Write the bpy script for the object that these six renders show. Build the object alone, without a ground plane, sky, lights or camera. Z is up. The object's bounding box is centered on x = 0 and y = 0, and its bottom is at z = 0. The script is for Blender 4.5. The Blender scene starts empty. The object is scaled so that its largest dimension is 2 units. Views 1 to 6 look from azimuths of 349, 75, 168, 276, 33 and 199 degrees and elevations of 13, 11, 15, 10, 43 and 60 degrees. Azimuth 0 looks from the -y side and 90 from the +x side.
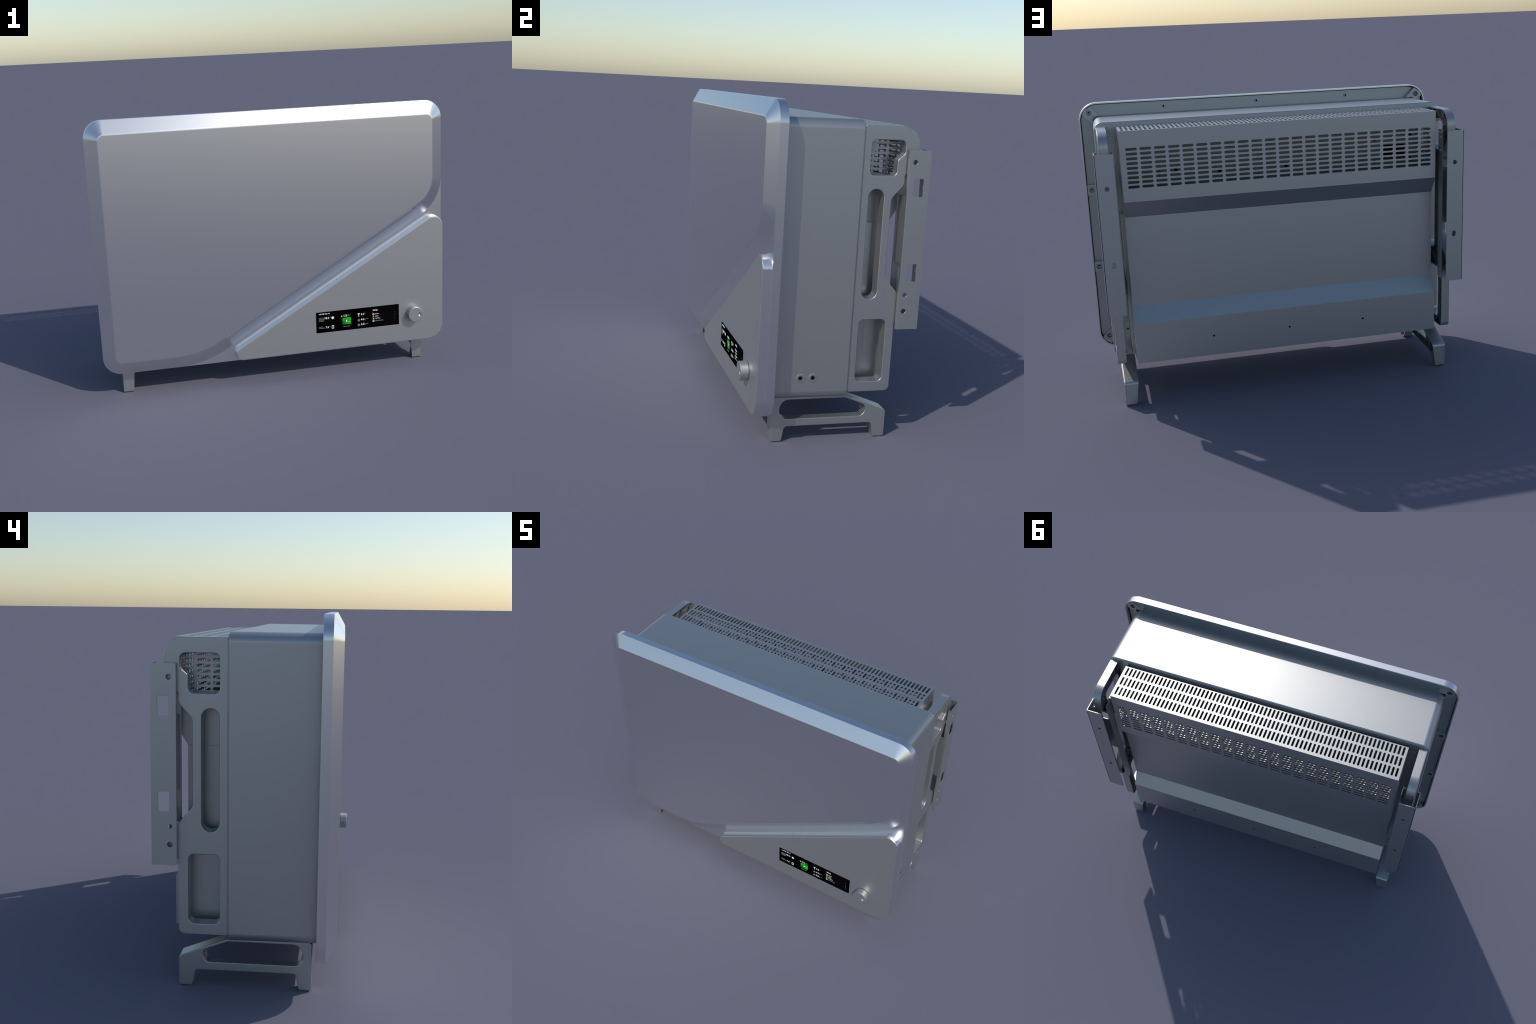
# A slab-fronted metal power unit: bevelled front cover with a diagonal step, control
# panel with a small screen and knob, housing, vented rear cover, two side frames,
# two wall brackets and two feet.  Everything is built from rounded outlines that are
# swept through bevel layers ("prism").
import bpy, bmesh, math
import numpy as np
from mathutils import Vector, geometry

SCN = bpy.context.scene.collection

# ------------------------------------------------------------------ materials
def metal(name, colour, rough, metallic=1.0, grain=0.004, coat=0.0):
    m = bpy.data.materials.new(name)
    m.use_nodes = True
    nt = m.node_tree
    b = nt.nodes["Principled BSDF"]
    b.inputs["Metallic"].default_value = metallic
    b.inputs["Coat Weight"].default_value = coat
    tc = nt.nodes.new("ShaderNodeTexCoord")
    no = nt.nodes.new("ShaderNodeTexNoise")
    no.inputs["Scale"].default_value = 55.0
    no.inputs["Detail"].default_value = 3.0
    nt.links.new(tc.outputs["Object"], no.inputs["Vector"])
    cr = nt.nodes.new("ShaderNodeValToRGB")
    cr.color_ramp.elements[0].position = 0.3
    cr.color_ramp.elements[1].position = 0.7
    cr.color_ramp.elements[0].color = tuple(c * (1 - grain) for c in colour) + (1,)
    cr.color_ramp.elements[1].color = tuple(min(1, c * (1 + grain)) for c in colour) + (1,)
    nt.links.new(no.outputs["Fac"], cr.inputs["Fac"])
    nt.links.new(cr.outputs["Color"], b.inputs["Base Color"])
    mr = nt.nodes.new("ShaderNodeMapRange")
    mr.inputs["To Min"].default_value = rough - 0.003
    mr.inputs["To Max"].default_value = rough + 0.003
    nt.links.new(no.outputs["Fac"], mr.inputs["Value"])
    nt.links.new(mr.outputs["Result"], b.inputs["Roughness"])
    return m

def plain(name, colour, rough=0.5, spec=0.5, glow=0.0):
    m = bpy.data.materials.new(name)
    m.use_nodes = True
    b = m.node_tree.nodes["Principled BSDF"]
    b.inputs["Base Color"].default_value = tuple(colour) + (1,)
    b.inputs["Roughness"].default_value = rough
    b.inputs["Specular IOR Level"].default_value = spec
    if glow:
        b.inputs["Emission Color"].default_value = tuple(colour) + (1,)
        b.inputs["Emission Strength"].default_value = glow
    return m

COVER = metal("satin_cover_metal", (0.80, 0.80, 0.80), 0.285)
BODY = metal("grey_housing_metal", (0.48, 0.487, 0.482), 0.42, 0.87)
SHADE_METAL = metal("shade_darkened_metal", (0.27, 0.27, 0.265), 0.5, 0.8)  # housing grey darkened to carry the shade inside the vent box
PANEL = metal("grey_panel_metal", (0.48, 0.486, 0.48), 0.46, 0.85)
DARK = plain("dark_cavity", (0.006, 0.006, 0.007), 0.7, 0.2)
GLASS = plain("black_display_glass", (0.0012, 0.0012, 0.0012), 0.5, 0.0)
CARD = plain("display_menu_grey", (0.0035, 0.0035, 0.004), 0.5, 0.0)
CARD2 = plain("display_list_grey", (0.006, 0.006, 0.0065), 0.5, 0.0)
WHITE = plain("display_white", (0.70, 0.70, 0.75), 0.6, 0.0, 0.45)
DIM = plain("display_grey", (0.26, 0.26, 0.28), 0.6, 0.0, 0.4)
RED = plain("display_red", (0.50, 0.012, 0.018), 0.6, 0.0, 0.35)
GREEN = plain("display_green", (0.008, 0.28, 0.012), 0.6, 0.0, 0.35)
MINT = plain("display_pale_green", (0.33, 0.46, 0.35), 0.6, 0.0, 0.35)

def green_gradient():
    m = bpy.data.materials.new("display_green_gradient")
    m.use_nodes = True
    nt = m.node_tree
    b = nt.nodes["Principled BSDF"]
    tc = nt.nodes.new("ShaderNodeTexCoord")
    mp = nt.nodes.new("ShaderNodeMapping")
    mp.inputs["Rotation"].default_value = (0, math.radians(30), 0)
    gr = nt.nodes.new("ShaderNodeTexGradient")
    cr = nt.nodes.new("ShaderNodeValToRGB")
    cr.color_ramp.elements[0].position = 0.1
    cr.color_ramp.elements[0].color = (0.002, 0.062, 0.004, 1)
    cr.color_ramp.elements[1].color = (0.008, 0.34, 0.006, 1)
    nt.links.new(tc.outputs["Generated"], mp.inputs["Vector"])
    nt.links.new(mp.outputs["Vector"], gr.inputs["Vector"])
    nt.links.new(gr.outputs["Fac"], cr.inputs["Fac"])
    nt.links.new(cr.outputs["Color"], b.inputs["Base Color"])
    nt.links.new(cr.outputs["Color"], b.inputs["Emission Color"])
    b.inputs["Emission Strength"].default_value = 0.4
    b.inputs["Roughness"].default_value = 0.6
    b.inputs["Specular IOR Level"].default_value = 0.1
    return m
TILE = green_gradient()

# ------------------------------------------------------------------ outlines
def rounded(corners, seg=12):
    """corners: (u, v, radius) in counter-clockwise order -> list of points."""
    out = []
    n = len(corners)
    for i in range(n):
        p = Vector(corners[i][:2])
        a = Vector(corners[i - 1][:2])
        c = Vector(corners[(i + 1) % n][:2])
        r = corners[i][2]
        if r <= 0:
            out.append(p)
            continue
        d0 = (p - a).normalized()
        d1 = (c - p).normalized()
        turn = math.atan2(d0.x * d1.y - d0.y * d1.x, d0.dot(d1))
        t = r * math.tan(abs(turn) / 2)
        s = p - d0 * t
        left = 1 if turn > 0 else -1
        centre = s + Vector((-d0.y, d0.x)) * r * left
        for k in range(seg + 1):
            ang = turn * k / seg
            v = s - centre
            ca, sa = math.cos(ang), math.sin(ang)
            out.append(centre + Vector((v.x * ca - v.y * sa, v.x * sa + v.y * ca)))
    return out

def rect(u0, v0, u1, v1, r=0.0, seg=8):
    return rounded([(u0, v0, r), (u1, v0, r), (u1, v1, r), (u0, v1, r)], seg)

def slot(cu, cv, length, width, along_u=True, seg=8):
    lu, lv = (length / 2, width / 2) if along_u else (width / 2, length / 2)
    return rect(cu - lu, cv - lv, cu + lu, cv + lv, min(lu, lv) * 0.999, seg)

def circle(cu, cv, r, n=24):
    return [Vector((cu + r * math.cos(2 * math.pi * k / n), cv + r * math.sin(2 * math.pi * k / n))) for k in range(n)]

def inset(loop, d):
    """move a loop to its left (into the material) by d, mitred."""
    if abs(d) < 1e-9:
        return list(loop)
    n = len(loop)
    out = []
    for i in range(n):
        e0 = (loop[i] - loop[i - 1])
        e1 = (loop[(i + 1) % n] - loop[i])
        if e0.length < 1e-9:
            e0 = e1
        if e1.length < 1e-9:
            e1 = e0
        n0 = Vector((-e0.y, e0.x)).normalized()
        n1 = Vector((-e1.y, e1.x)).normalized()
        m = (n0 + n1)
        m = m.normalized() if m.length > 1e-6 else n0
        out.append(loop[i] + m * d / max(0.35, m.dot(n1)))
    return out

MAPS = {
    "front": lambda u, v, w: (u, w, v),   # outline in x-z, sweep along y
    "side": lambda u, v, w: (w, u, v),    # outline in y-z, sweep along x
    "top": lambda u, v, w: (u, v, w),     # outline in x-y, sweep along z
}

def cap_faces(loops):
    pts, edges, k = [], [], 0
    for lp in loops:
        n = len(lp)
        pts += [Vector((p.x, p.y)) for p in lp]
        edges += [(k + i, k + (i + 1) % n) for i in range(n)]
        k += n
    res = geometry.delaunay_2d_cdt(pts, edges, [], 1, 1e-7)
    vmap = [o[0] if o else -1 for o in res[3]]
    # keep the triangles whose middle is inside by the even-odd rule
    px = np.array([p.x for p in pts]); py = np.array([p.y for p in pts])
    e = np.array(edges)
    x0, y0, x1, y1 = px[e[:, 0]], py[e[:, 0]], px[e[:, 1]], py[e[:, 1]]
    out = []
    for f in res[2]:
        if any(vmap[i] < 0 for i in f):
            continue
        cx = sum(res[0][i].x for i in f) / 3
        cy = sum(res[0][i].y for i in f) / 3
        m = (y0 > cy) != (y1 > cy)
        hits = np.count_nonzero(cx < x0[m] + (cy - y0[m]) * (x1[m] - x0[m]) / (y1[m] - y0[m]))
        if hits % 2:
            out.append([vmap[i] for i in f])
    return out

def sweep(bm, layers, view):
    """layers: list of (loops, w) with equal loop sizes; capped at both ends."""
    f = MAPS[view]
    rings = []
    for loops, w in layers:
        rings.append([[bm.verts.new(f(p.x, p.y, w)) for p in lp] for lp in loops])
    faces = []
    for a, b in zip(rings, rings[1:]):
        for la, lb in zip(a, b):
            n = len(la)
            for i in range(n):
                j = (i + 1) % n
                faces.append(bm.faces.new((la[i], la[j], lb[j], lb[i])))
    for idx in (0, -1):
        flat = [v for lp in rings[idx] for v in lp]
        for tri in cap_faces(layers[idx][0]):
            try:
                faces.append(bm.faces.new([flat[i] for i in tri]))
            except ValueError:
                pass
    bmesh.ops.recalc_face_normals(bm, faces=faces)
    return faces

def prism(bm, outer, holes, view, w0, w1, r0=0.0, r1=0.0, seg=4):
    """solid of an outline with holes from w0 to w1, ends rounded by r0 and r1."""
    loops = [list(outer)] + [list(reversed(h)) for h in holes]
    s = 1 if w1 > w0 else -1
    layers = []
    if r0 > 0:
        for k in range(seg, 0, -1):
            a = math.pi / 2 * k / seg
            layers.append(([inset(l, r0 * (1 - math.cos(a))) for l in loops], w0 + s * r0 * (1 - math.sin(a))))
        layers.append((loops, w0 + s * r0))
    else:
        layers.append((loops, w0))
    if r1 > 0:
        layers.append((loops, w1 - s * r1))
        for k in range(1, seg + 1):
            a = math.pi / 2 * k / seg
            layers.append(([inset(l, r1 * (1 - math.cos(a))) for l in loops], w1 - s * r1 * (1 - math.sin(a))))
    else:
        layers.append((loops, w1))
    return sweep(bm, layers, view)

def lathe(bm, centre, profile, axis, n=40):
    """profile: (radius, height) along axis ('x+','x-','y-','y+'), closed at both ends."""
    rings = []
    sgn = -1 if axis[1] == "-" else 1
    for r, h in profile:
        ring = []
        for k in range(n):
            a = 2 * math.pi * k / n
            c, s = r * math.cos(a), r * math.sin(a)
            if axis[0] == "y":
                p = (centre[0] + c, centre[1] + sgn * h, centre[2] + s)
            else:
                p = (centre[0] + sgn * h, centre[1] + c, centre[2] + s)
            ring.append(bm.verts.new(p))
        rings.append(ring)
    fs = []
    for a, b in zip(rings, rings[1:]):
        for i in range(n):
            j = (i + 1) % n
            fs.append(bm.faces.new((a[i], a[j], b[j], b[i])))
    fs.append(bm.faces.new(rings[0]))
    fs.append(bm.faces.new(rings[-1]))
    bmesh.ops.recalc_face_normals(bm, faces=fs)

def mesh_object(name, bm, mat, parent, sharp=28.0, weighted=True):
    me = bpy.data.meshes.new(name)
    bmesh.ops.dissolve_degenerate(bm, dist=1e-7, edges=bm.edges)
    bm.to_mesh(me)
    bm.free()
    for p in me.polygons:
        p.use_smooth = True
    me.set_sharp_from_angle(angle=math.radians(sharp))
    me.materials.append(mat)
    ob = bpy.data.objects.new(name, me)
    SCN.objects.link(ob)
    ob.parent = parent
    if weighted:
        wn = ob.modifiers.new("weighted_normals", "WEIGHTED_NORMAL")
        wn.keep_sharp = True
        wn.weight = 100
    return ob

def mirrored(ob, name=None):
    me = ob.data.copy()
    bm = bmesh.new()
    bm.from_mesh(me)
    for v in bm.verts:
        v.co.x = -v.co.x
    bmesh.ops.reverse_faces(bm, faces=bm.faces)
    bm.to_mesh(me)
    bm.free()
    c = bpy.data.objects.new(name or ob.name.split(".")[0], me)
    SCN.objects.link(c)
    c.parent = ob.parent
    wn = c.modifiers.new("weighted_normals", "WEIGHTED_NORMAL")
    wn.keep_sharp = True
    wn.weight = 100
    return c

# ------------------------------------------------------------------ the thing
unit = bpy.data.objects.new("power_unit", None)
SCN.objects.link(unit)
unit["label"] = "Grey metal slab-shaped power unit with small black screen and knob"
unit["category"] = "power inverter"

TAN30 = math.tan(math.radians(30))
BOT, TOP, HALF = 0.134, 1.541, 1.0
Y_FLANGE, Y_BACK, Y_RIM, Y_FACE = -0.304, -0.275, -0.314, -0.356

def diag(x, z, at_x=None, at_z=None):
    return z + (at_x - x) * TAN30 if at_x is not None else x + (at_z - z) / TAN30

# ---- front cover -------------------------------------------------------------
bm = bmesh.new()
rim = rounded([(-HALF, BOT, 0.10), (HALF, BOT, 0.10), (HALF, TOP, 0.10), (-HALF, TOP, 0.10)], 16)
sweep(bm, [([rim], Y_RIM), ([rim], Y_BACK - 0.0015), ([inset(rim, 0.0005)], Y_BACK - 0.0004), ([inset(rim, 0.0018)], Y_BACK),
           ([inset(rim, 0.0072)], Y_BACK), ([inset(rim, 0.0085)], Y_BACK - 0.0012), ([inset(rim, 0.0085)], -0.310)], "front")
# raised field with a wide chamfer; its lower right side is cut away on a 30 degree line
foot_line, face_line = (0.6054, 0.7333), (0.5523, 0.7906)
field_foot = rounded([
    (-HALF, BOT, 0.10), (diag(*foot_line, at_z=BOT), BOT, 0.57),
    (HALF, diag(*foot_line, at_x=HALF), 0.243), (HALF, TOP, 0.10), (-HALF, TOP, 0.10)], 16)
fx, fb, ft = 0.9305, 0.207, 1.467
field_face = rounded([
    (-fx, fb, 0.032), (diag(*face_line, at_z=fb), fb, 0.50),
    (fx, diag(*face_line, at_x=fx), 0.172), (fx, ft, 0.032), (-fx, ft, 0.032)], 16)
def between(a, b, t):
    return [p + (q - p) * t for p, q in zip(a, b)]
# along the diagonal the chamfer is steeper and its crest is rolled over;
# extra points on that edge carry the change of profile
FIRST, EXTRA = 33, 60
def refine(loop):
    p, q = loop[FIRST], loop[FIRST + 1]
    return loop[:FIRST + 1] + [p + (q - p) * k / (EXTRA + 1) for k in range(1, EXTRA + 1)] + loop[FIRST + 1:]
field_foot, field_face = refine(field_foot), refine(field_face)
share = []
for i in range(len(field_foot)):
    t = (i - FIRST) / (EXTRA + 1)
    w = min(t / 0.05, (1 - t) / 0.05) if 0 < t < 1 else 0.0
    w = min(1.0, max(0.0, w))
    share.append(w * w * (3 - 2 * w))
up_left = Vector((-0.5, math.cos(math.radians(30))))
# (distance from the panel edge, depth) of that profile, and where the plain chamfer has the same ring
cove = [(0.0329, -0.3140, 0.0)]
for t in (0.12, 0.25, 0.40, 0.55, 0.70, 0.82):
    cove.append((0.0329 + 0.0761 * t, -0.3140 - 0.612 * 0.0761 * t, t))
cove += [(0.0995, -0.3541, 0.87), (0.1028, -0.3553, 0.91), (0.1068, -0.3559, 0.955)]
rows_ = []
for n_c, y_c, t in cove:
    pts = [p + up_left * (w * (n_c - 0.0329 - 0.0761 * t)) for p, w in zip(between(field_foot, field_face, t), share)]
    rows_.append((pts, [(1 - w) * (Y_RIM + (Y_FACE - Y_RIM) * t) + w * y_c for w in share]))
for t, y in ((0.985, Y_FACE + 0.0008), (1.02, Y_FACE + 0.0002), (1.07, Y_FACE)):
    rows_.append((between(field_foot, field_face, t), [y] * len(field_foot)))
rings = []
for pts, ys in [(inset(rows_[0][0], 0.004), [-0.309] * len(field_foot))] + rows_:
    rings.append([bm.verts.new((p.x, y, p.y)) for p, y in zip(pts, ys)])
fs = []
for ra, rb in zip(rings, rings[1:]):
    for i in range(len(ra)):
        j = (i + 1) % len(ra)
        fs.append(bm.faces.new((ra[i], ra[j], rb[j], rb[i])))
for ring, pts in ((rings[0], inset(rows_[0][0], 0.004)), (rings[-1], rows_[-1][0])):
    for tri_ in cap_faces([pts]):
        fs.append(bm.faces.new([ring[i] for i in tri_]))
bmesh.ops.recalc_face_normals(bm, faces=fs)
# ramp around the triangular control panel, flush with the rim on its right and bottom
tri_line = (0.6744, 0.7352)
tri = rounded([
    (diag(*tri_line, at_z=0.146), 0.146, 0.035), (0.994, 0.146, 0.09),
    (0.994, diag(*tri_line, at_x=0.994), 0.056)], 20)
def hold_inside(loop, r=0.10):
    out = []
    for p in loop:
        q = Vector((max(-HALF, min(HALF, p.x)), max(BOT, min(TOP, p.y))))
        cx, cz = HALF - r, BOT + r
        if q.x > cx and q.y < cz:
            d = Vector((q.x - cx, q.y - cz))
            if d.length > r:
                q = Vector((cx, cz)) + d.normalized() * r
        out.append(q)
    return out
# steep wall under the plate edge with a small fillet at its foot
slope = [(0.0072, -0.3141), (0.0062, -0.3143), (0.0055, -0.3149), (0.0051, -0.3158), (0.0049, -0.3170), (0.0012, -0.3540)]
ramp = []
for out_by, y in [(0.0072, -0.311)] + slope + [(0.0, -0.3554), (-0.0016, -0.3558), (-0.004, -0.3558)]:
    lp = inset(tri, -out_by)
    lp = hold_inside(lp) if out_by > 0.0016 else lp
    ramp.append(([lp], y))
ramp[0] = ([inset(ramp[1][0][0], 0.004)], -0.311)
sweep(bm, ramp, "front")
front_cover = mesh_object("front_cover", bm, COVER, unit, sharp=24)

# ---- control panel plate, screen, knob ---------------------------------------
bm = bmesh.new()
prism(bm, inset(tri, 0.0030), [], "front", -0.3545, -0.3566, 0.0, 0.0008, 3)
control_panel = mesh_object("control_panel", bm, PANEL, unit)

bm = bmesh.new()
wall_n = Vector((-0.5, math.cos(math.radians(30))))
for k in range(7):
    hx = 0.2954 + k * (0.6569 - 0.2954) / 6
    hz = 0.5242 + k * (0.7314 - 0.5242) / 6
    u, v = Vector((math.cos(math.radians(30)), 0.5)), Vector((0.0, 0.0))
    ring0, ring1 = [], []
    for i in range(12):
        a = 2 * math.pi * i / 12
        base = Vector((hx, hz)) + u * 0.0028 * math.cos(a) + wall_n * (-0.0027 - 0.10 * 0.0028 * math.sin(a))
        y = -0.3275 - 0.0028 * math.sin(a)
        ring0.append(bm.verts.new((base.x, y, base.y)))
        b2 = base - wall_n * 0.004
        ring1.append(bm.verts.new((b2.x, y, b2.y)))
    fs = [bm.faces.new(ring0), bm.faces.new(ring1)]
    for i in range(12):
        j = (i + 1) % 12
        fs.append(bm.faces.new((ring0[i], ring0[j], ring1[j], ring1[i])))
    bmesh.ops.recalc_face_normals(bm, faces=fs)
holes = mesh_object("microphone_holes", bm, DARK, front_cover, weighted=False)
holes["kind"] = "stuff"

SX0, SX1, SZ0, SZ1 = 0.2175, 0.7200, 0.2555, 0.3790
Y_SCR = -0.3574
bm = bmesh.new()
prism(bm, rect(SX0, SZ0, SX1, SZ1, 0.003), [], "front", -0.354, Y_SCR, 0, 0.0003, 2)
screen = mesh_object("display_screen", bm, GLASS, control_panel)

def flat(name, outline, mat, lift=0.0004, holes_=(), parent=None):
    b = bmesh.new()
    prism(b, outline, list(holes_), "front", Y_SCR + 0.0002, Y_SCR - lift)
    return mesh_object(name, b, mat, parent or screen, weighted=False)

def text(body, x, z, size, mat, right=None, bold=0.0):
    cu = bpy.data.curves.new("screen_text", "FONT")
    cu.body = body
    cu.size = size
    cu.extrude = 0.00025
    cu.offset = bold
    cu.resolution_u = 4
    tmp = bpy.data.objects.new("screen_text", cu)
    SCN.objects.link(tmp)
    dg = bpy.context.evaluated_depsgraph_get()
    me = bpy.data.meshes.new_from_object(tmp.evaluated_get(dg))
    bpy.data.objects.remove(tmp)
    xs = [v.co.x for v in me.vertices]
    k = (right - x) / (max(xs) - min(xs)) if right else 1.0
    x_off = min(xs)
    for v in me.vertices:
        v.co = Vector((x + (v.co.x - x_off) * k, Y_SCR - 0.0006 - v.co.z, z + v.co.y))
    me.materials.clear()
    me.materials.append(mat)
    ob = bpy.data.objects.new("screen_text", me)
    SCN.objects.link(ob)
    ob.parent = screen
    return ob

def bolt_shape(cx, cz, h):
    pts = [(-0.05, -0.5), (0.30, 0.10), (0.06, 0.10), (0.10, 0.5), (-0.30, -0.08), (-0.06, -0.08)]
    return [Vector((cx + a * h, cz + b * h)) for a, b in pts]

# header line
for k, hgt in enumerate((0.0030, 0.0045, 0.0062)):
    flat("signal_bar", rect(0.2355 + k * 0.0036, 0.3640, 0.2383 + k * 0.0036, 0.3640 + hgt, 0.0008), WHITE)
text("17:04  Mar 10", 0.2490, 0.3641, 0.0098, WHITE, 0.2985, 0.00015)
# solar block
for k, row in enumerate(("Solar roof east", "Solar garage", "Solar car port", "Array four")):
    text(row, 0.2343, 0.3424 - k * 0.0066, 0.0064, DIM, 0.2652)
text("18.2", 0.2694, 0.3358, 0.0165, WHITE, 0.2942, 0.0001)
text("kW", 0.2962, 0.3418, 0.0055, DIM)
flat("sun_icon", circle(0.3168, 0.3393, 0.0064, 24), WHITE)
for k in range(8):
    a = math.pi / 4 * k
    flat("sun_ray", circle(0.3168 + 0.0083 * math.cos(a), 0.3393 + 0.0083 * math.sin(a), 0.0012, 10), WHITE)
# battery block
text("Home battery", 0.2345, 0.2884, 0.0068, DIM, 0.2590)
text("Discharging now", 0.2345, 0.2812, 0.0068, DIM, 0.2700)
text("7.6", 0.2738, 0.2806, 0.0155, WHITE, 0.2923, 0.0001)
text("kW", 0.2945, 0.2866, 0.0055, DIM)
flat("battery_icon", rect(0.3098, 0.2747, 0.3230, 0.2935, 0.003), WHITE, holes_=[rect(0.3122, 0.2771, 0.3206, 0.2911, 0.0015)])
flat("battery_charge", bolt_shape(0.3164, 0.2845, 0.0095), GREEN)
# grid flow block
flat("bolt_icon", bolt_shape(0.3711, 0.3423, 0.0135), WHITE)
text("17.0", 0.3830, 0.3378, 0.0168, WHITE, 0.4042, 0.0001)
text("kW out", 0.4092, 0.3446, 0.0066, DIM, 0.4256)
text("live", 0.4100, 0.3384, 0.0058, DIM)
flat("flow_tile", rect(0.3736, 0.2904, 0.4262, 0.3318, 0.0052), TILE)
flat("tile_bolt", bolt_shape(0.3993, 0.3108, 0.0175), WHITE, 0.0008)
text("East", 0.3788, 0.3172, 0.0058, MINT)
text("Grid", 0.4072, 0.3030, 0.0062, MINT, 0.4180)
flat("mode_dot", rect(0.3786, 0.2776, 0.3845, 0.2804, 0.001), GREEN)
text("Economy Mode", 0.3850, 0.2770, 0.0068, DIM, 0.4208)
# load block
flat("pylon_mast", rect(0.4728, 0.3285, 0.4758, 0.3485, 0.0006), WHITE)
flat("pylon_arm", rect(0.4668, 0.3436, 0.4818, 0.3456, 0.0005), WHITE)
flat("pylon_top", [Vector((0.4672, 0.3462)), Vector((0.4814, 0.3462)), Vector((0.4772, 0.3486)), Vector((0.4714, 0.3486))], WHITE)
text("3.2", 0.4873, 0.3363, 0.0160, WHITE, 0.5067, 0.0001)
text("kW", 0.5090, 0.3432, 0.0052, DIM)
for cz, val, t1, t2 in ((0.3068, "4.6", "EV car left", "bay"), (0.2784, "2.5", "EV car right", "bay")):
    flat("load_icon", circle(0.4740, cz, 0.0072, 24), DIM, holes_=[circle(0.4740, cz, 0.0056, 24)])
    flat("load_mark", rect(0.4712, cz - 0.0025, 0.4768, cz + 0.0022, 0.001), DIM)
    text(val, 0.4868, cz - 0.0018, 0.0160, WHITE, 0.5058, 0.0001)
    text(t1, 0.5082, cz + 0.0030, 0.0062, DIM, 0.5308)
    text(t2, 0.5082, cz - 0.0028, 0.0058, DIM)
# settings card
flat("menu_card", rect(0.5512, 0.2612, 0.7056, 0.3730, 0.003), CARD, 0.0002)
flat("menu_list", rect(0.5705, 0.2860, 0.6990, 0.3415, 0.002), CARD2, 0.0001)
text("Settings", 0.5596, 0.3552, 0.0105, WHITE, 0.5892, 0.0002)
for k, (lab, right, mat) in enumerate((("Device", 0.5955, MINT), ("Alerts", 0.5933, RED), ("Tariff Time", 0.6040, GREEN), ("Advanced Setting", 0.6220, MINT))):
    cz = 0.3344 - k * 0.0138
    flat("menu_icon", rect(0.5575, cz - 0.0054, 0.5687, cz + 0.0054, 0.0022), mat, 0.0006)
    flat("menu_mark", circle(0.5631, cz, 0.0018, 12), WHITE if k in (1, 2) else CARD2, 0.0009)
    text(lab, 0.5743, cz - 0.0024, 0.0086, DIM if k == 3 else WHITE, right)
    text(">", 0.6935, cz - 0.0030, 0.0070, DIM)

# knob with a thumb dimple
KX, KZ, KR = 0.8105, 0.3152, 0.0445
bm = bmesh.new()
lathe(bm, (KX, Y_FACE, KZ), [(0.0395, -0.002), (0.0395, 0.0035), (KR - 0.001, 0.0035), (KR, 0.0045), (KR, 0.0375), (KR - 0.0006, 0.0395), (KR - 0.0018, 0.0407), (KR - 0.004, 0.0410)], "y-", 64)
knob = mesh_object("control_knob", bm, PANEL, control_panel)
bm = bmesh.new()
bmesh.ops.create_uvsphere(bm, u_segments=32, v_segments=20, radius=0.0135)
for v in bm.verts:
    v.co += Vector((KX + 0.0235, Y_FACE - 0.0480, KZ - 0.001))
cutter = mesh_object("cutter", bm, PANEL, None, weighted=False)
def carve(ob, tool):
    mod = ob.modifiers.new("cut", "BOOLEAN")
    mod.object = tool
    mod.solver = "EXACT"
    ob.modifiers.move(len(ob.modifiers) - 1, 0)
    dg = bpy.context.evaluated_depsgraph_get()
    ev = ob.evaluated_get(dg)
    me = bpy.data.meshes.new_from_object(ev)
    ob.modifiers.clear()
    ob.data = me
    bpy.data.objects.remove(tool)
    for p in me.polygons:
        p.use_smooth = True
    me.set_sharp_from_angle(angle=math.radians(30))
    wn = ob.modifiers.new("weighted_normals", "WEIGHTED_NORMAL")
    wn.keep_sharp = True
    wn.weight = 100
carve(knob, cutter)
bm = bmesh.new()
prism(bm, circle(-0.3755, KZ - 0.004, 0.0030, 14), [], "side", KX - KR + 0.004, KX - KR - 0.0003)
mesh_object("knob_mark", bm, DARK, knob, weighted=False)

# ---- housing ------------------------------------------------------------------
bm = bmesh.new()
prism(bm, inset(rim, 0.0135), [], "front", -0.3095, Y_FLANGE)
BX = 0.930
def body_line(t, d=0.0):
    """housing outline, drafted from the flange (t=0) to the back (t=1)"""
    hx, z0, z1 = 0.9270 + 0.0035 * t, 0.2085 - 0.0025 * t, 1.4667 + 0.0023 * t
    return inset(rect(-hx, z0, hx, z1, 0.042, 16), d)
# air openings in the back, reached through the vents
air = [rect(x0, 1.337, x0 + 0.122, 1.426, 0.004, 4) for x0 in (0.592, 0.318, 0.044, -0.232, -0.506)]
air.append(rect(-0.735, 1.172, -0.607, 1.252, 0.004, 4))
air_r = [list(reversed(h)) for h in air]
YH, RB = 0.0885, 0.0065
lay = [([body_line(0)] + air_r, Y_FLANGE - 0.004)]
for k in range(6):
    a = math.pi / 2 * k / 5
    lay.append(([body_line(1, RB * (1 - math.cos(a)))] + air_r, YH - RB * (1 - math.sin(a))))
sweep(bm, lay, "front")
prism(bm, body_line(1, 0.009), air, "front", 0.080, 0.0925, 0.0, 0.002, 2)
housing = mesh_object("housing", bm, BODY, unit)

bm = bmesh.new()
prism(bm, inset(rim, 0.0086), [list(inset(rim, 0.0134))], "front", -0.3095, -0.3055)
mesh_object("rim_gap", bm, DARK, housing, weighted=False)

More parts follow.
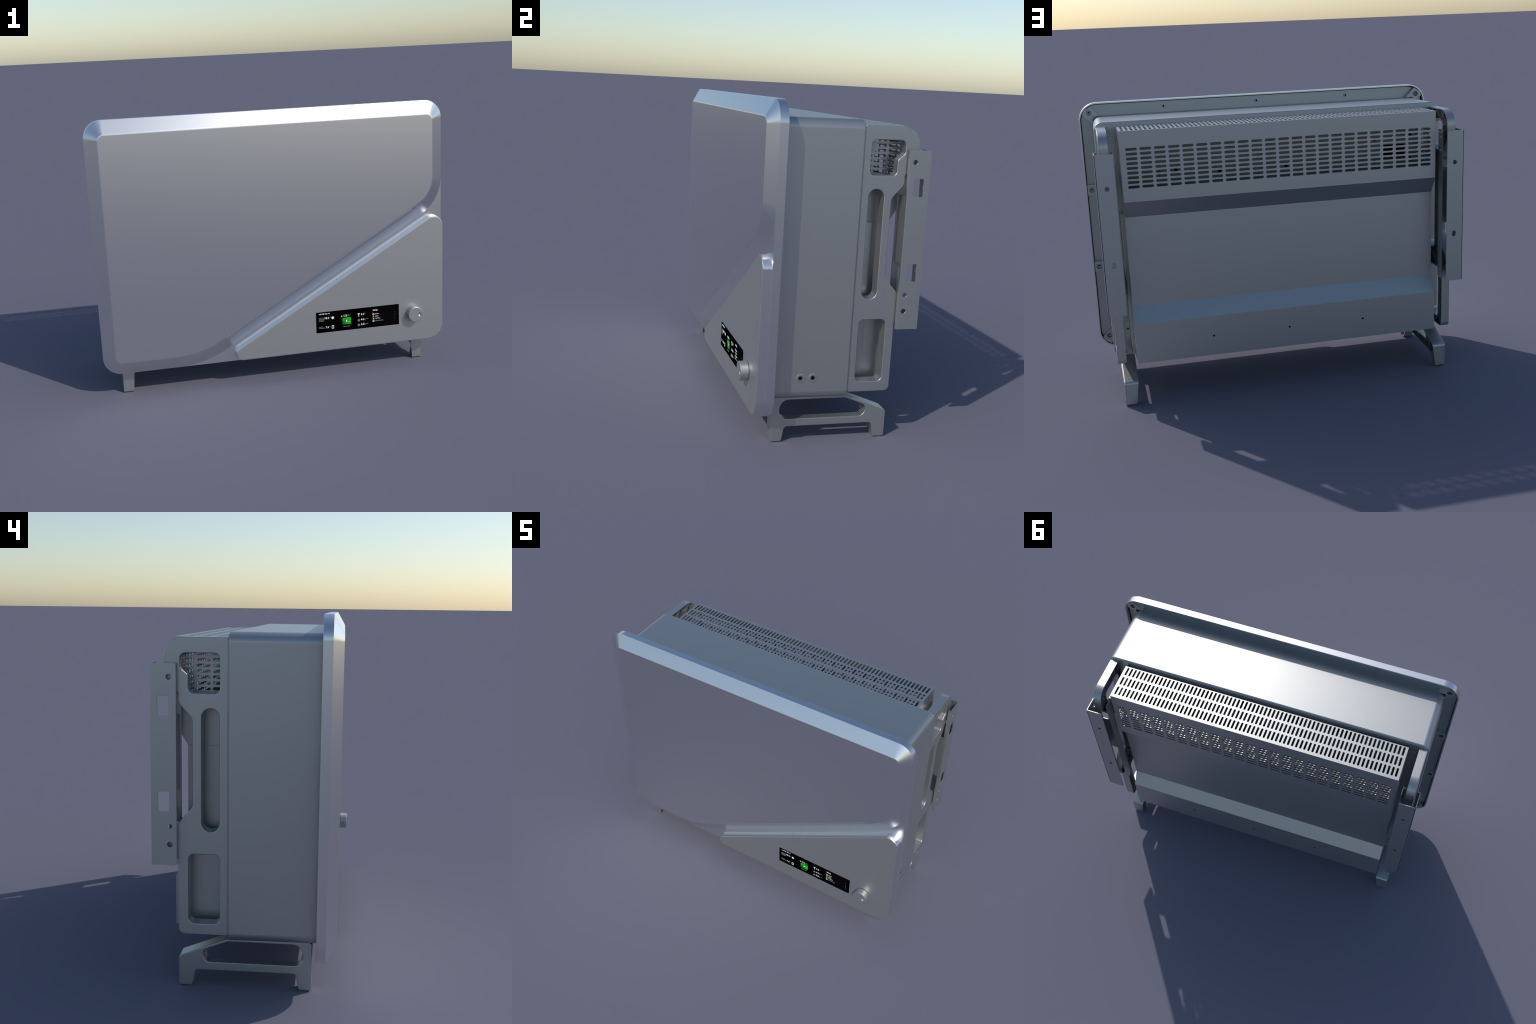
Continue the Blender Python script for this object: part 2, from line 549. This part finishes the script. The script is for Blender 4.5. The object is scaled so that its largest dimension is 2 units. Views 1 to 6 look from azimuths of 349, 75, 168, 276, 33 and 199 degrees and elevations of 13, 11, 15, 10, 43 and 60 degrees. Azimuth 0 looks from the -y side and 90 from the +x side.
def corner_pad(sx, top):
    """raised diagonal pad in a flange corner"""
    pts = [(0.936, 1.5215), (0.884, 1.4685), (0.925, 1.4685), (0.925, 1.4320), (0.9365, 1.4320), (0.9805, 1.4760), (0.9700, 1.5000)]
    o = []
    for x, z in pts:
        z = z if top else BOT + TOP - z
        o.append(Vector((sx * x, z)))
    area = sum(o[i - 1].x * o[i].y - o[i].x * o[i - 1].y for i in range(len(o)))
    return o if area > 0 else list(reversed(o))

def screw_pad(name, outline, cx, cz):
    b = bmesh.new()
    prism(b, outline, [circle(cx, cz, 0.0148, 28)], "front", Y_FLANGE - 0.001, Y_BACK - 0.0010, 0, 0.0005, 2)
    pad = mesh_object(name, b, BODY, housing)
    b = bmesh.new()
    prism(b, circle(cx, cz, 0.0085, 24), [circle(cx, cz, 0.0040, 16)], "front", Y_FLANGE - 0.001, Y_FLANGE + 0.0060, 0, 0.0012, 3)
    mesh_object("screw", b, BODY, pad)
    b = bmesh.new()
    prism(b, circle(cx, cz, 0.0040, 16), [], "front", Y_FLANGE - 0.001, Y_FLANGE + 0.0015)
    mesh_object("screw_socket", b, DARK, pad, weighted=False)

for sx in (1, -1):
    screw_pad("corner_pad", corner_pad(sx, True), sx * 0.9440, 1.4858)
    screw_pad("corner_pad", corner_pad(sx, False), sx * 0.9440, 0.2030)
    for cz in (1.0630, 0.6210):
        x0, x1 = sorted((sx * 0.923, sx * 0.9885))
        screw_pad("side_pad", rect(x0, cz - 0.0295, x1, cz + 0.0295), sx * 0.9648, cz)
for cx in (0.534, 0.007, -0.5205):
    for cz in (1.500, BOT + TOP - 1.500):
        b = bmesh.new()
        prism(b, circle(cx, cz, 0.0090, 24), [circle(cx, cz, 0.0050, 16)], "front", Y_FLANGE - 0.001, Y_FLANGE + 0.0085, 0, 0.0012, 3)
        mesh_object("flange_screw", b, BODY, housing)
        b = bmesh.new()
        prism(b, circle(cx, cz, 0.0050, 16), [], "front", Y_FLANGE - 0.001, Y_FLANGE + 0.0025)
        mesh_object("screw_socket", b, DARK, housing, weighted=False)

# two cable sockets low on the right side
for cy in (-0.1389, -0.0806):
    bm = bmesh.new()
    bx = 0.9270 + 0.0035 * (cy + 0.308) / 0.395
    lathe(bm, (bx, cy, 0.3103), [(0.0210, -0.002), (0.0210, 0.0004), (0.0196, 0.0012), (0.0150, 0.0015), (0.0110, 0.0015), (0.0100, 0.0010), (0.0100, 0.0003)], "x+", 32)
    port = mesh_object("cable_socket", bm, BODY, housing)
    bm = bmesh.new()
    prism(bm, circle(cy, 0.3103, 0.0096, 20), [], "side", bx - 0.004, bx + 0.0009)
    mesh_object("socket_hole", bm, DARK, port, weighted=False)
# dark openings in the housing's back, behind the vents
bm = bmesh.new()
for h in air:
    prism(bm, inset(h, -0.003), [], "front", -0.080, -0.070)
for x, z in ((-0.56, 1.285), (-0.56, 1.165), (-0.765, 1.30), (-0.765, 1.17), (0.62, 1.19), (0.53, 1.20), (0.30, 1.18), (0.22, 1.19), (-0.06, 1.18), (-0.24, 1.19)):
    prism(bm, circle(x, z, 0.010, 16), [], "front", 0.088, 0.0955)
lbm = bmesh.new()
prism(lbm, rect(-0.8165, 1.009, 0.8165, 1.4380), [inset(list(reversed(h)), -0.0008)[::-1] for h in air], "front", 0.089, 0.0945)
mesh_object("vent_shade_plate", lbm, SHADE_METAL, housing, weighted=False)
openings = mesh_object("air_openings", bm, DARK, housing, weighted=False)

# ---- rear cover ----------------------------------------------------------------
RX, YB, TH = 0.821, 0.322, 0.004
ZT, ZV, ZS, ZL0, ZL1, ZB, YR = 1.4450, 1.0935, 1.0080, 0.5400, 0.4565, 0.2405, 0.2690
YF = 0.1075
bm = bmesh.new()
xs = [0.7995 - k * 1.600 / 70 for k in range(71)]
top_holes = [slot(x, y, 0.0555, 0.0120, False, 6) for y in (0.1402, 0.2082, 0.2762) for x in xs]
prism(bm, rect(-RX, YF, RX, YB), top_holes, "top", ZT - TH, ZT, 0, 0.0)
cols = [0.7653 - k * 0.0696 for k in range(23)]
rows = [1.3547 - k * 0.02333 for k in range(9)]
back_holes = [slot(x, z, 0.0565, 0.0140, True, 6) for x in cols for z in rows]
prism(bm, rect(-RX, ZV, RX, ZT - TH), back_holes, "front", YB - TH, YB)
# inclined strip under the vents
prism(bm, [Vector(p) for p in ((YB - TH, ZV), (YB, ZV), (YR, ZS), (YR - 0.005, ZS))], [], "side", -RX, RX)
side_holes = [slot(y, 1.3780 - k * 0.02333, 0.0570, 0.0135, True, 6) for y in (0.1385, 0.2050, 0.2715) for k in range(10)]
side_line = [Vector(p) for p in ((0.088, ZS), (YR - 0.005, ZS), (YB - TH, ZV), (YB - TH, ZT - TH), (YF, ZT - TH), (0.088, ZT - 0.02))]
for sx in (1, -1):
    prism(bm, side_line, side_holes, "side", sx * RX, sx * (RX - TH))
vent_cover = mesh_object("vent_cover", bm, BODY, unit, weighted=False)
bm = bmesh.new()
ZTOP, G = ZS - 0.0008, 0.003
prism(bm, [Vector(p) for p in ((0.0905, ZB), (YB, ZB), (YB, ZL1), (YR, ZL0), (YR, ZTOP), (YR - G, ZTOP), (YR - G, ZL0 - 0.001),
                               (YB - G, ZL1 - 0.001), (YB - G, ZB + G), (0.0905, ZB + G))], [], "side", -RX, RX)
for sx in (1, -1):
    prism(bm, [Vector(p) for p in ((0.0905, ZB + G), (YB - G, ZB + G), (YB - G, ZL1 - 0.001), (YR - G, ZL0 - 0.001), (YR - G, ZTOP), (0.0905, ZTOP))],
          [], "side", sx * (RX - 0.0004), sx * (RX - G))
# shallow shoulder along one side, seen through the frame's openings
prism(bm, rounded([(0.0905, ZB + 0.002, 0), (0.185, ZB + 0.002, 0), (0.185, ZTOP, 0), (0.0905, ZTOP, 0)]), [], "side", RX - 0.001, 0.838, 0, 0.004)
rear_cover = mesh_object("rear_cover", bm, BODY, unit, weighted=False)
for cx in (-0.405, 0.005, 0.415):
    bm = bmesh.new()
    prism(bm, slot(cx, 0.3476, 0.0125, 0.0105), [], "front", YB - 0.004, YB + 0.0004)
    mesh_object("screw_hole", bm, DARK, rear_cover, weighted=False)

# ---- side frames ---------------------------------------------------------------
def shell(bm, outer, holes_, x_out, x_in, wall, r, taper=None, deep=None):
    """die-cast shell open towards the middle: outer skin plus walls on every edge."""
    prism(bm, outer, holes_, "side", x_out - wall, x_out, 0, r, 4)
    w0 = x_out - wall + 0.0005
    n0 = len(bm.verts)
    bm.verts.ensure_lookup_table()
    prism(bm, outer, [list(inset(outer, wall))], "side", w0, x_in)
    for k, h in enumerate(holes_):
        big = inset(h, -wall)
        x_end = deep if deep and k else x_in
        lean = 0.003 if deep and k else 0.001
        sweep(bm, [([big, list(reversed(h))], w0), ([big, list(reversed(inset(h, lean)))], x_end)], "side")
    if taper:
        bm.verts.ensure_lookup_table()
        for v in bm.verts[n0:]:
            if abs(v.co.x - x_in) < 1e-5:
                v.co.x += taper(v.co.y, v.co.z)

def rib(bm, a, b, x0, x1, th=0.0028):
    a, b = Vector(a), Vector(b)
    d = (b - a).normalized()
    n = Vector((-d.y, d.x)) * th / 2
    prism(bm, [a - n, b - n, b + n, a + n], [], "side", x0, x1)

frame_outer = rounded([
    (0.0915, 0.2335, 0.006), (0.2935, 0.2335, 0.026), (0.2935, 0.5620, 0.008), (0.3450, 0.5950, 0.012), (0.3450, 0.6440, 0.016), (0.2337, 0.7695, 0.030),
    (0.2337, 1.1270, 0.045), (0.2910, 1.1900, 0.030), (0.2910, 1.2300, 0.010), (0.3500, 1.2950, 0.020),
    (0.3500, 1.4470, 0.082), (0.0915, 1.4470, 0.006)], 10)
win_top = rounded([
    (0.1250, 1.2282, 0.020), (0.2508, 1.2282, 0.022), (0.2508, 1.3000, 0.018), (0.2838, 1.3270, 0.018),
    (0.2838, 1.3852, 0.022), (0.1250, 1.3852, 0.022)], 8)
win_slot = rect(0.1254, 0.6697, 0.1986, 1.1686, 0.0365, 14)
win_low = rect(0.1234, 0.2815, 0.2526, 0.5755, 0.023, 10)
XF, XFI = 0.922, 0.876
def side_frame(deep):
    bm = bmesh.new()
    shell(bm, frame_outer, [win_top, win_slot, win_low], XF, XFI, 0.005, 0.0035, None, deep)
    add_ribs(bm)
    return mesh_object("side_frame", bm, BODY, unit)
def add_ribs(bm):
    x0, x1 = XF - 0.004, XFI + 0.002
    for a, b in (((0.130, 1.443), (0.165, 1.388)), ((0.200, 1.443), (0.165, 1.388)), ((0.200, 1.443), (0.250, 1.388)), ((0.262, 1.443), (0.288, 1.372)),
                 ((0.300, 1.437), (0.250, 1.388)), ((0.262, 1.443), (0.345, 1.345)), ((0.345, 1.390), (0.288, 1.360)), ((0.288, 1.360), (0.345, 1.310)),
                 ((0.345, 1.345), (0.286, 1.318)), ((0.097, 1.400), (0.122, 1.360)), ((0.122, 1.310), (0.097, 1.270)),
                 ((0.256, 1.285), (0.290, 1.245)), ((0.256, 1.245), (0.300, 1.290)), ((0.130, 1.224), (0.195, 1.165)), ((0.195, 1.224), (0.130, 1.160)),
                 ((0.195, 1.224), (0.285, 1.180)), ((0.240, 1.224), (0.200, 1.130)), ((0.203, 1.060), (0.230, 1.010)), ((0.203, 0.960), (0.230, 1.010)),
                 ((0.203, 0.960), (0.230, 0.910)), ((0.203, 0.860), (0.230, 0.910)), ((0.097, 1.060), (0.122, 1.010)), ((0.097, 0.960), (0.122, 1.010)),
                 ((0.097, 0.860), (0.122, 0.910)), ((0.120, 0.672), (0.200, 0.580)), ((0.200, 0.672), (0.120, 0.580)), ((0.200, 0.760), (0.289, 0.660)),
                 ((0.205, 0.672), (0.289, 0.600)), ((0.200, 0.580), (0.289, 0.660)), ((0.256, 0.540), (0.289, 0.490)), ((0.256, 0.440), (0.289, 0.490)),
                 ((0.256, 0.440), (0.289, 0.390)), ((0.256, 0.340), (0.289, 0.390)), ((0.130, 0.277), (0.180, 0.238)), ((0.240, 0.277), (0.180, 0.238)), ((0.250, 0.285), (0.280, 0.245))):
        rib(bm, a, b, x0, x1)
frame_right = side_frame(0.866)
frame_tmp = side_frame(0.872)
frame_left = mirrored(frame_tmp)
bpy.data.objects.remove(frame_tmp)

# screw bosses on the housing's back beside the rear cover
for sx in (1, -1):
    for cz, r in ((1.421, 0.010), (0.845, 0.010), (0.555, 0.010), (0.36, 0.010)):
        bm = bmesh.new()
        prism(bm, circle(sx * 0.848, cz, r, 24), [], "front", 0.089, 0.0945, 0, 0.0015, 2)
        boss = mesh_object("screw_boss", bm, BODY, housing)
        if cz > 1.4:
            continue
        bm = bmesh.new()
        prism(bm, circle(sx * 0.848, cz, 0.0055, 16), [], "front", 0.092, 0.0949)
        mesh_object("screw_socket", bm, DARK, boss, weighted=False)
    a, b = sorted((sx * 0.828, sx * 0.872))
    bm = bmesh.new()
    prism(bm, rect(a, 1.24, b, 1.395, 0.012), [], "front", 0.089, 0.0965, 0, 0.002, 2)
    prism(bm, rect(a, 0.25, b, 0.325, 0.006), [], "front", 0.089, 0.0965, 0, 0.002, 2)
    mesh_object("back_pad", bm, BODY, housing)

# ---- wall brackets ---------------------------------------------------------------
T = 0.0045
XO, XI, YFW, YBW, ZK0, ZK1 = 0.949, 0.8515, 0.2945, 0.397, 0.5345, 1.3465
W1 = (1.1402, 1.2203)
W2 = (0.7562, 0.8367)
bm = bmesh.new()
flange_holes = [rect(0.3236, W1[0], 0.3690, W1[1], 0.001, 2), rect(0.3236, W2[0], 0.3690, W2[1], 0.001, 2),
                circle(0.3228, 1.2927, 0.0112), circle(0.3228, 0.6944, 0.0098), circle(0.3222, 0.6196, 0.0112)]
prism(bm, rect(YFW, ZK0, YBW, ZK1), flange_holes, "side", XO - T, XO, 0, 0.0012, 3)
prism(bm, rect(0.8565, ZK0, XO - 0.0012, ZK1), [circle(0.8986, 1.1805, 0.0118), slot(0.8980, 0.7960, 0.0320, 0.0220, False)], "front", YBW - T, YBW, 0, 0.0005, 2)
# front lips, closed to a full web between the two windows
prism(bm, rect(0.9305, ZK0, XO - 0.001, ZK1), [], "front", YFW - 0.0004, YFW + T, 0.0006, 0, 2)
prism(bm, rect(XI + 0.001, W2[1], XO - 0.001, W1[0]), [circle(0.868, 0.955, 0.0035, 12), circle(0.868, 0.915, 0.0035, 12)], "front", YFW, YFW + T)
prism(bm, rect(XI + 0.001, ZK0, 0.8680, W2[0]), [], "front", YFW, YFW + T)
prism(bm, rect(XI + 0.001, W1[1], 0.8680, ZK1), [], "front", YFW, YFW + T)
# inner strip
prism(bm, rounded([(0.2895, ZK0, 0.006), (0.3420, ZK0, 0.012), (0.3420, ZK1, 0.0), (0.2895, ZK1, 0.0)], 4),
      [circle(0.313, 1.277, 0.0045, 14), circle(0.306, 0.687, 0.0050, 14), circle(0.306, 0.6136, 0.0045, 14)], "side", XI, XI + T)
bracket = mesh_object("wall_bracket", bm, BODY, unit)
mirrored(bracket)

# ---- feet -----------------------------------------------------------------------
foot_outer = rounded([
    (-0.2560, 0.0, 0.007), (-0.2035, 0.0, 0.010), (-0.1925, 0.0706, 0.018), (0.2280, 0.0706, 0.016), (0.2415, 0.0, 0.007),
    (0.2968, 0.0, 0.010), (0.2968, 0.1300, 0.018), (0.0930, 0.2094, 0.025), (-0.2572, 0.2094, 0.012)], 8)
foot_hole = rounded([
    (-0.2195, 0.1063, 0.038), (0.1950, 0.1063, 0.032), (0.1950, 0.1580, 0.020), (0.0925, 0.1985, 0.020), (-0.2195, 0.1985, 0.045)], 10)
def draft(y, z):
    lean = 0.017 * max(0.0, 1 - z / 0.135)
    if 0.05 < z < 0.125 and -0.215 < y < 0.205:
        lean = max(lean, 0.032 * min(1.0, (0.125 - z) / 0.012))
    return lean
bm = bmesh.new()
shell(bm, foot_outer, [foot_hole], 0.8985, 0.8245, 0.005, 0.003, draft)
x0, x1 = 0.894, 0.862
for a, b in (((-0.19, 0.075), (-0.13, 0.102)), ((-0.03, 0.075), (-0.03, 0.102)), ((0.08, 0.075), (0.08, 0.102)), ((0.17, 0.075), (0.13, 0.102)),
             ((-0.245, 0.12), (-0.222, 0.15)), ((-0.245, 0.09), (-0.20, 0.112)), ((0.22, 0.075), (0.19, 0.125)), ((0.24, 0.10), (0.292, 0.07)), ((0.20, 0.16), (0.29, 0.10))):
    rib(bm, a, b, x0, x1)
# floor strip of the opening with two cable holes
prism(bm, rect(0.859, -0.17, 0.895, 0.16, 0.004), [circle(0.876, -0.085, 0.009, 20), circle(0.876, 0.060, 0.009, 20)], "top", 0.0985, 0.1030)
foot = mesh_object("foot", bm, BODY, unit)
mirrored(foot)
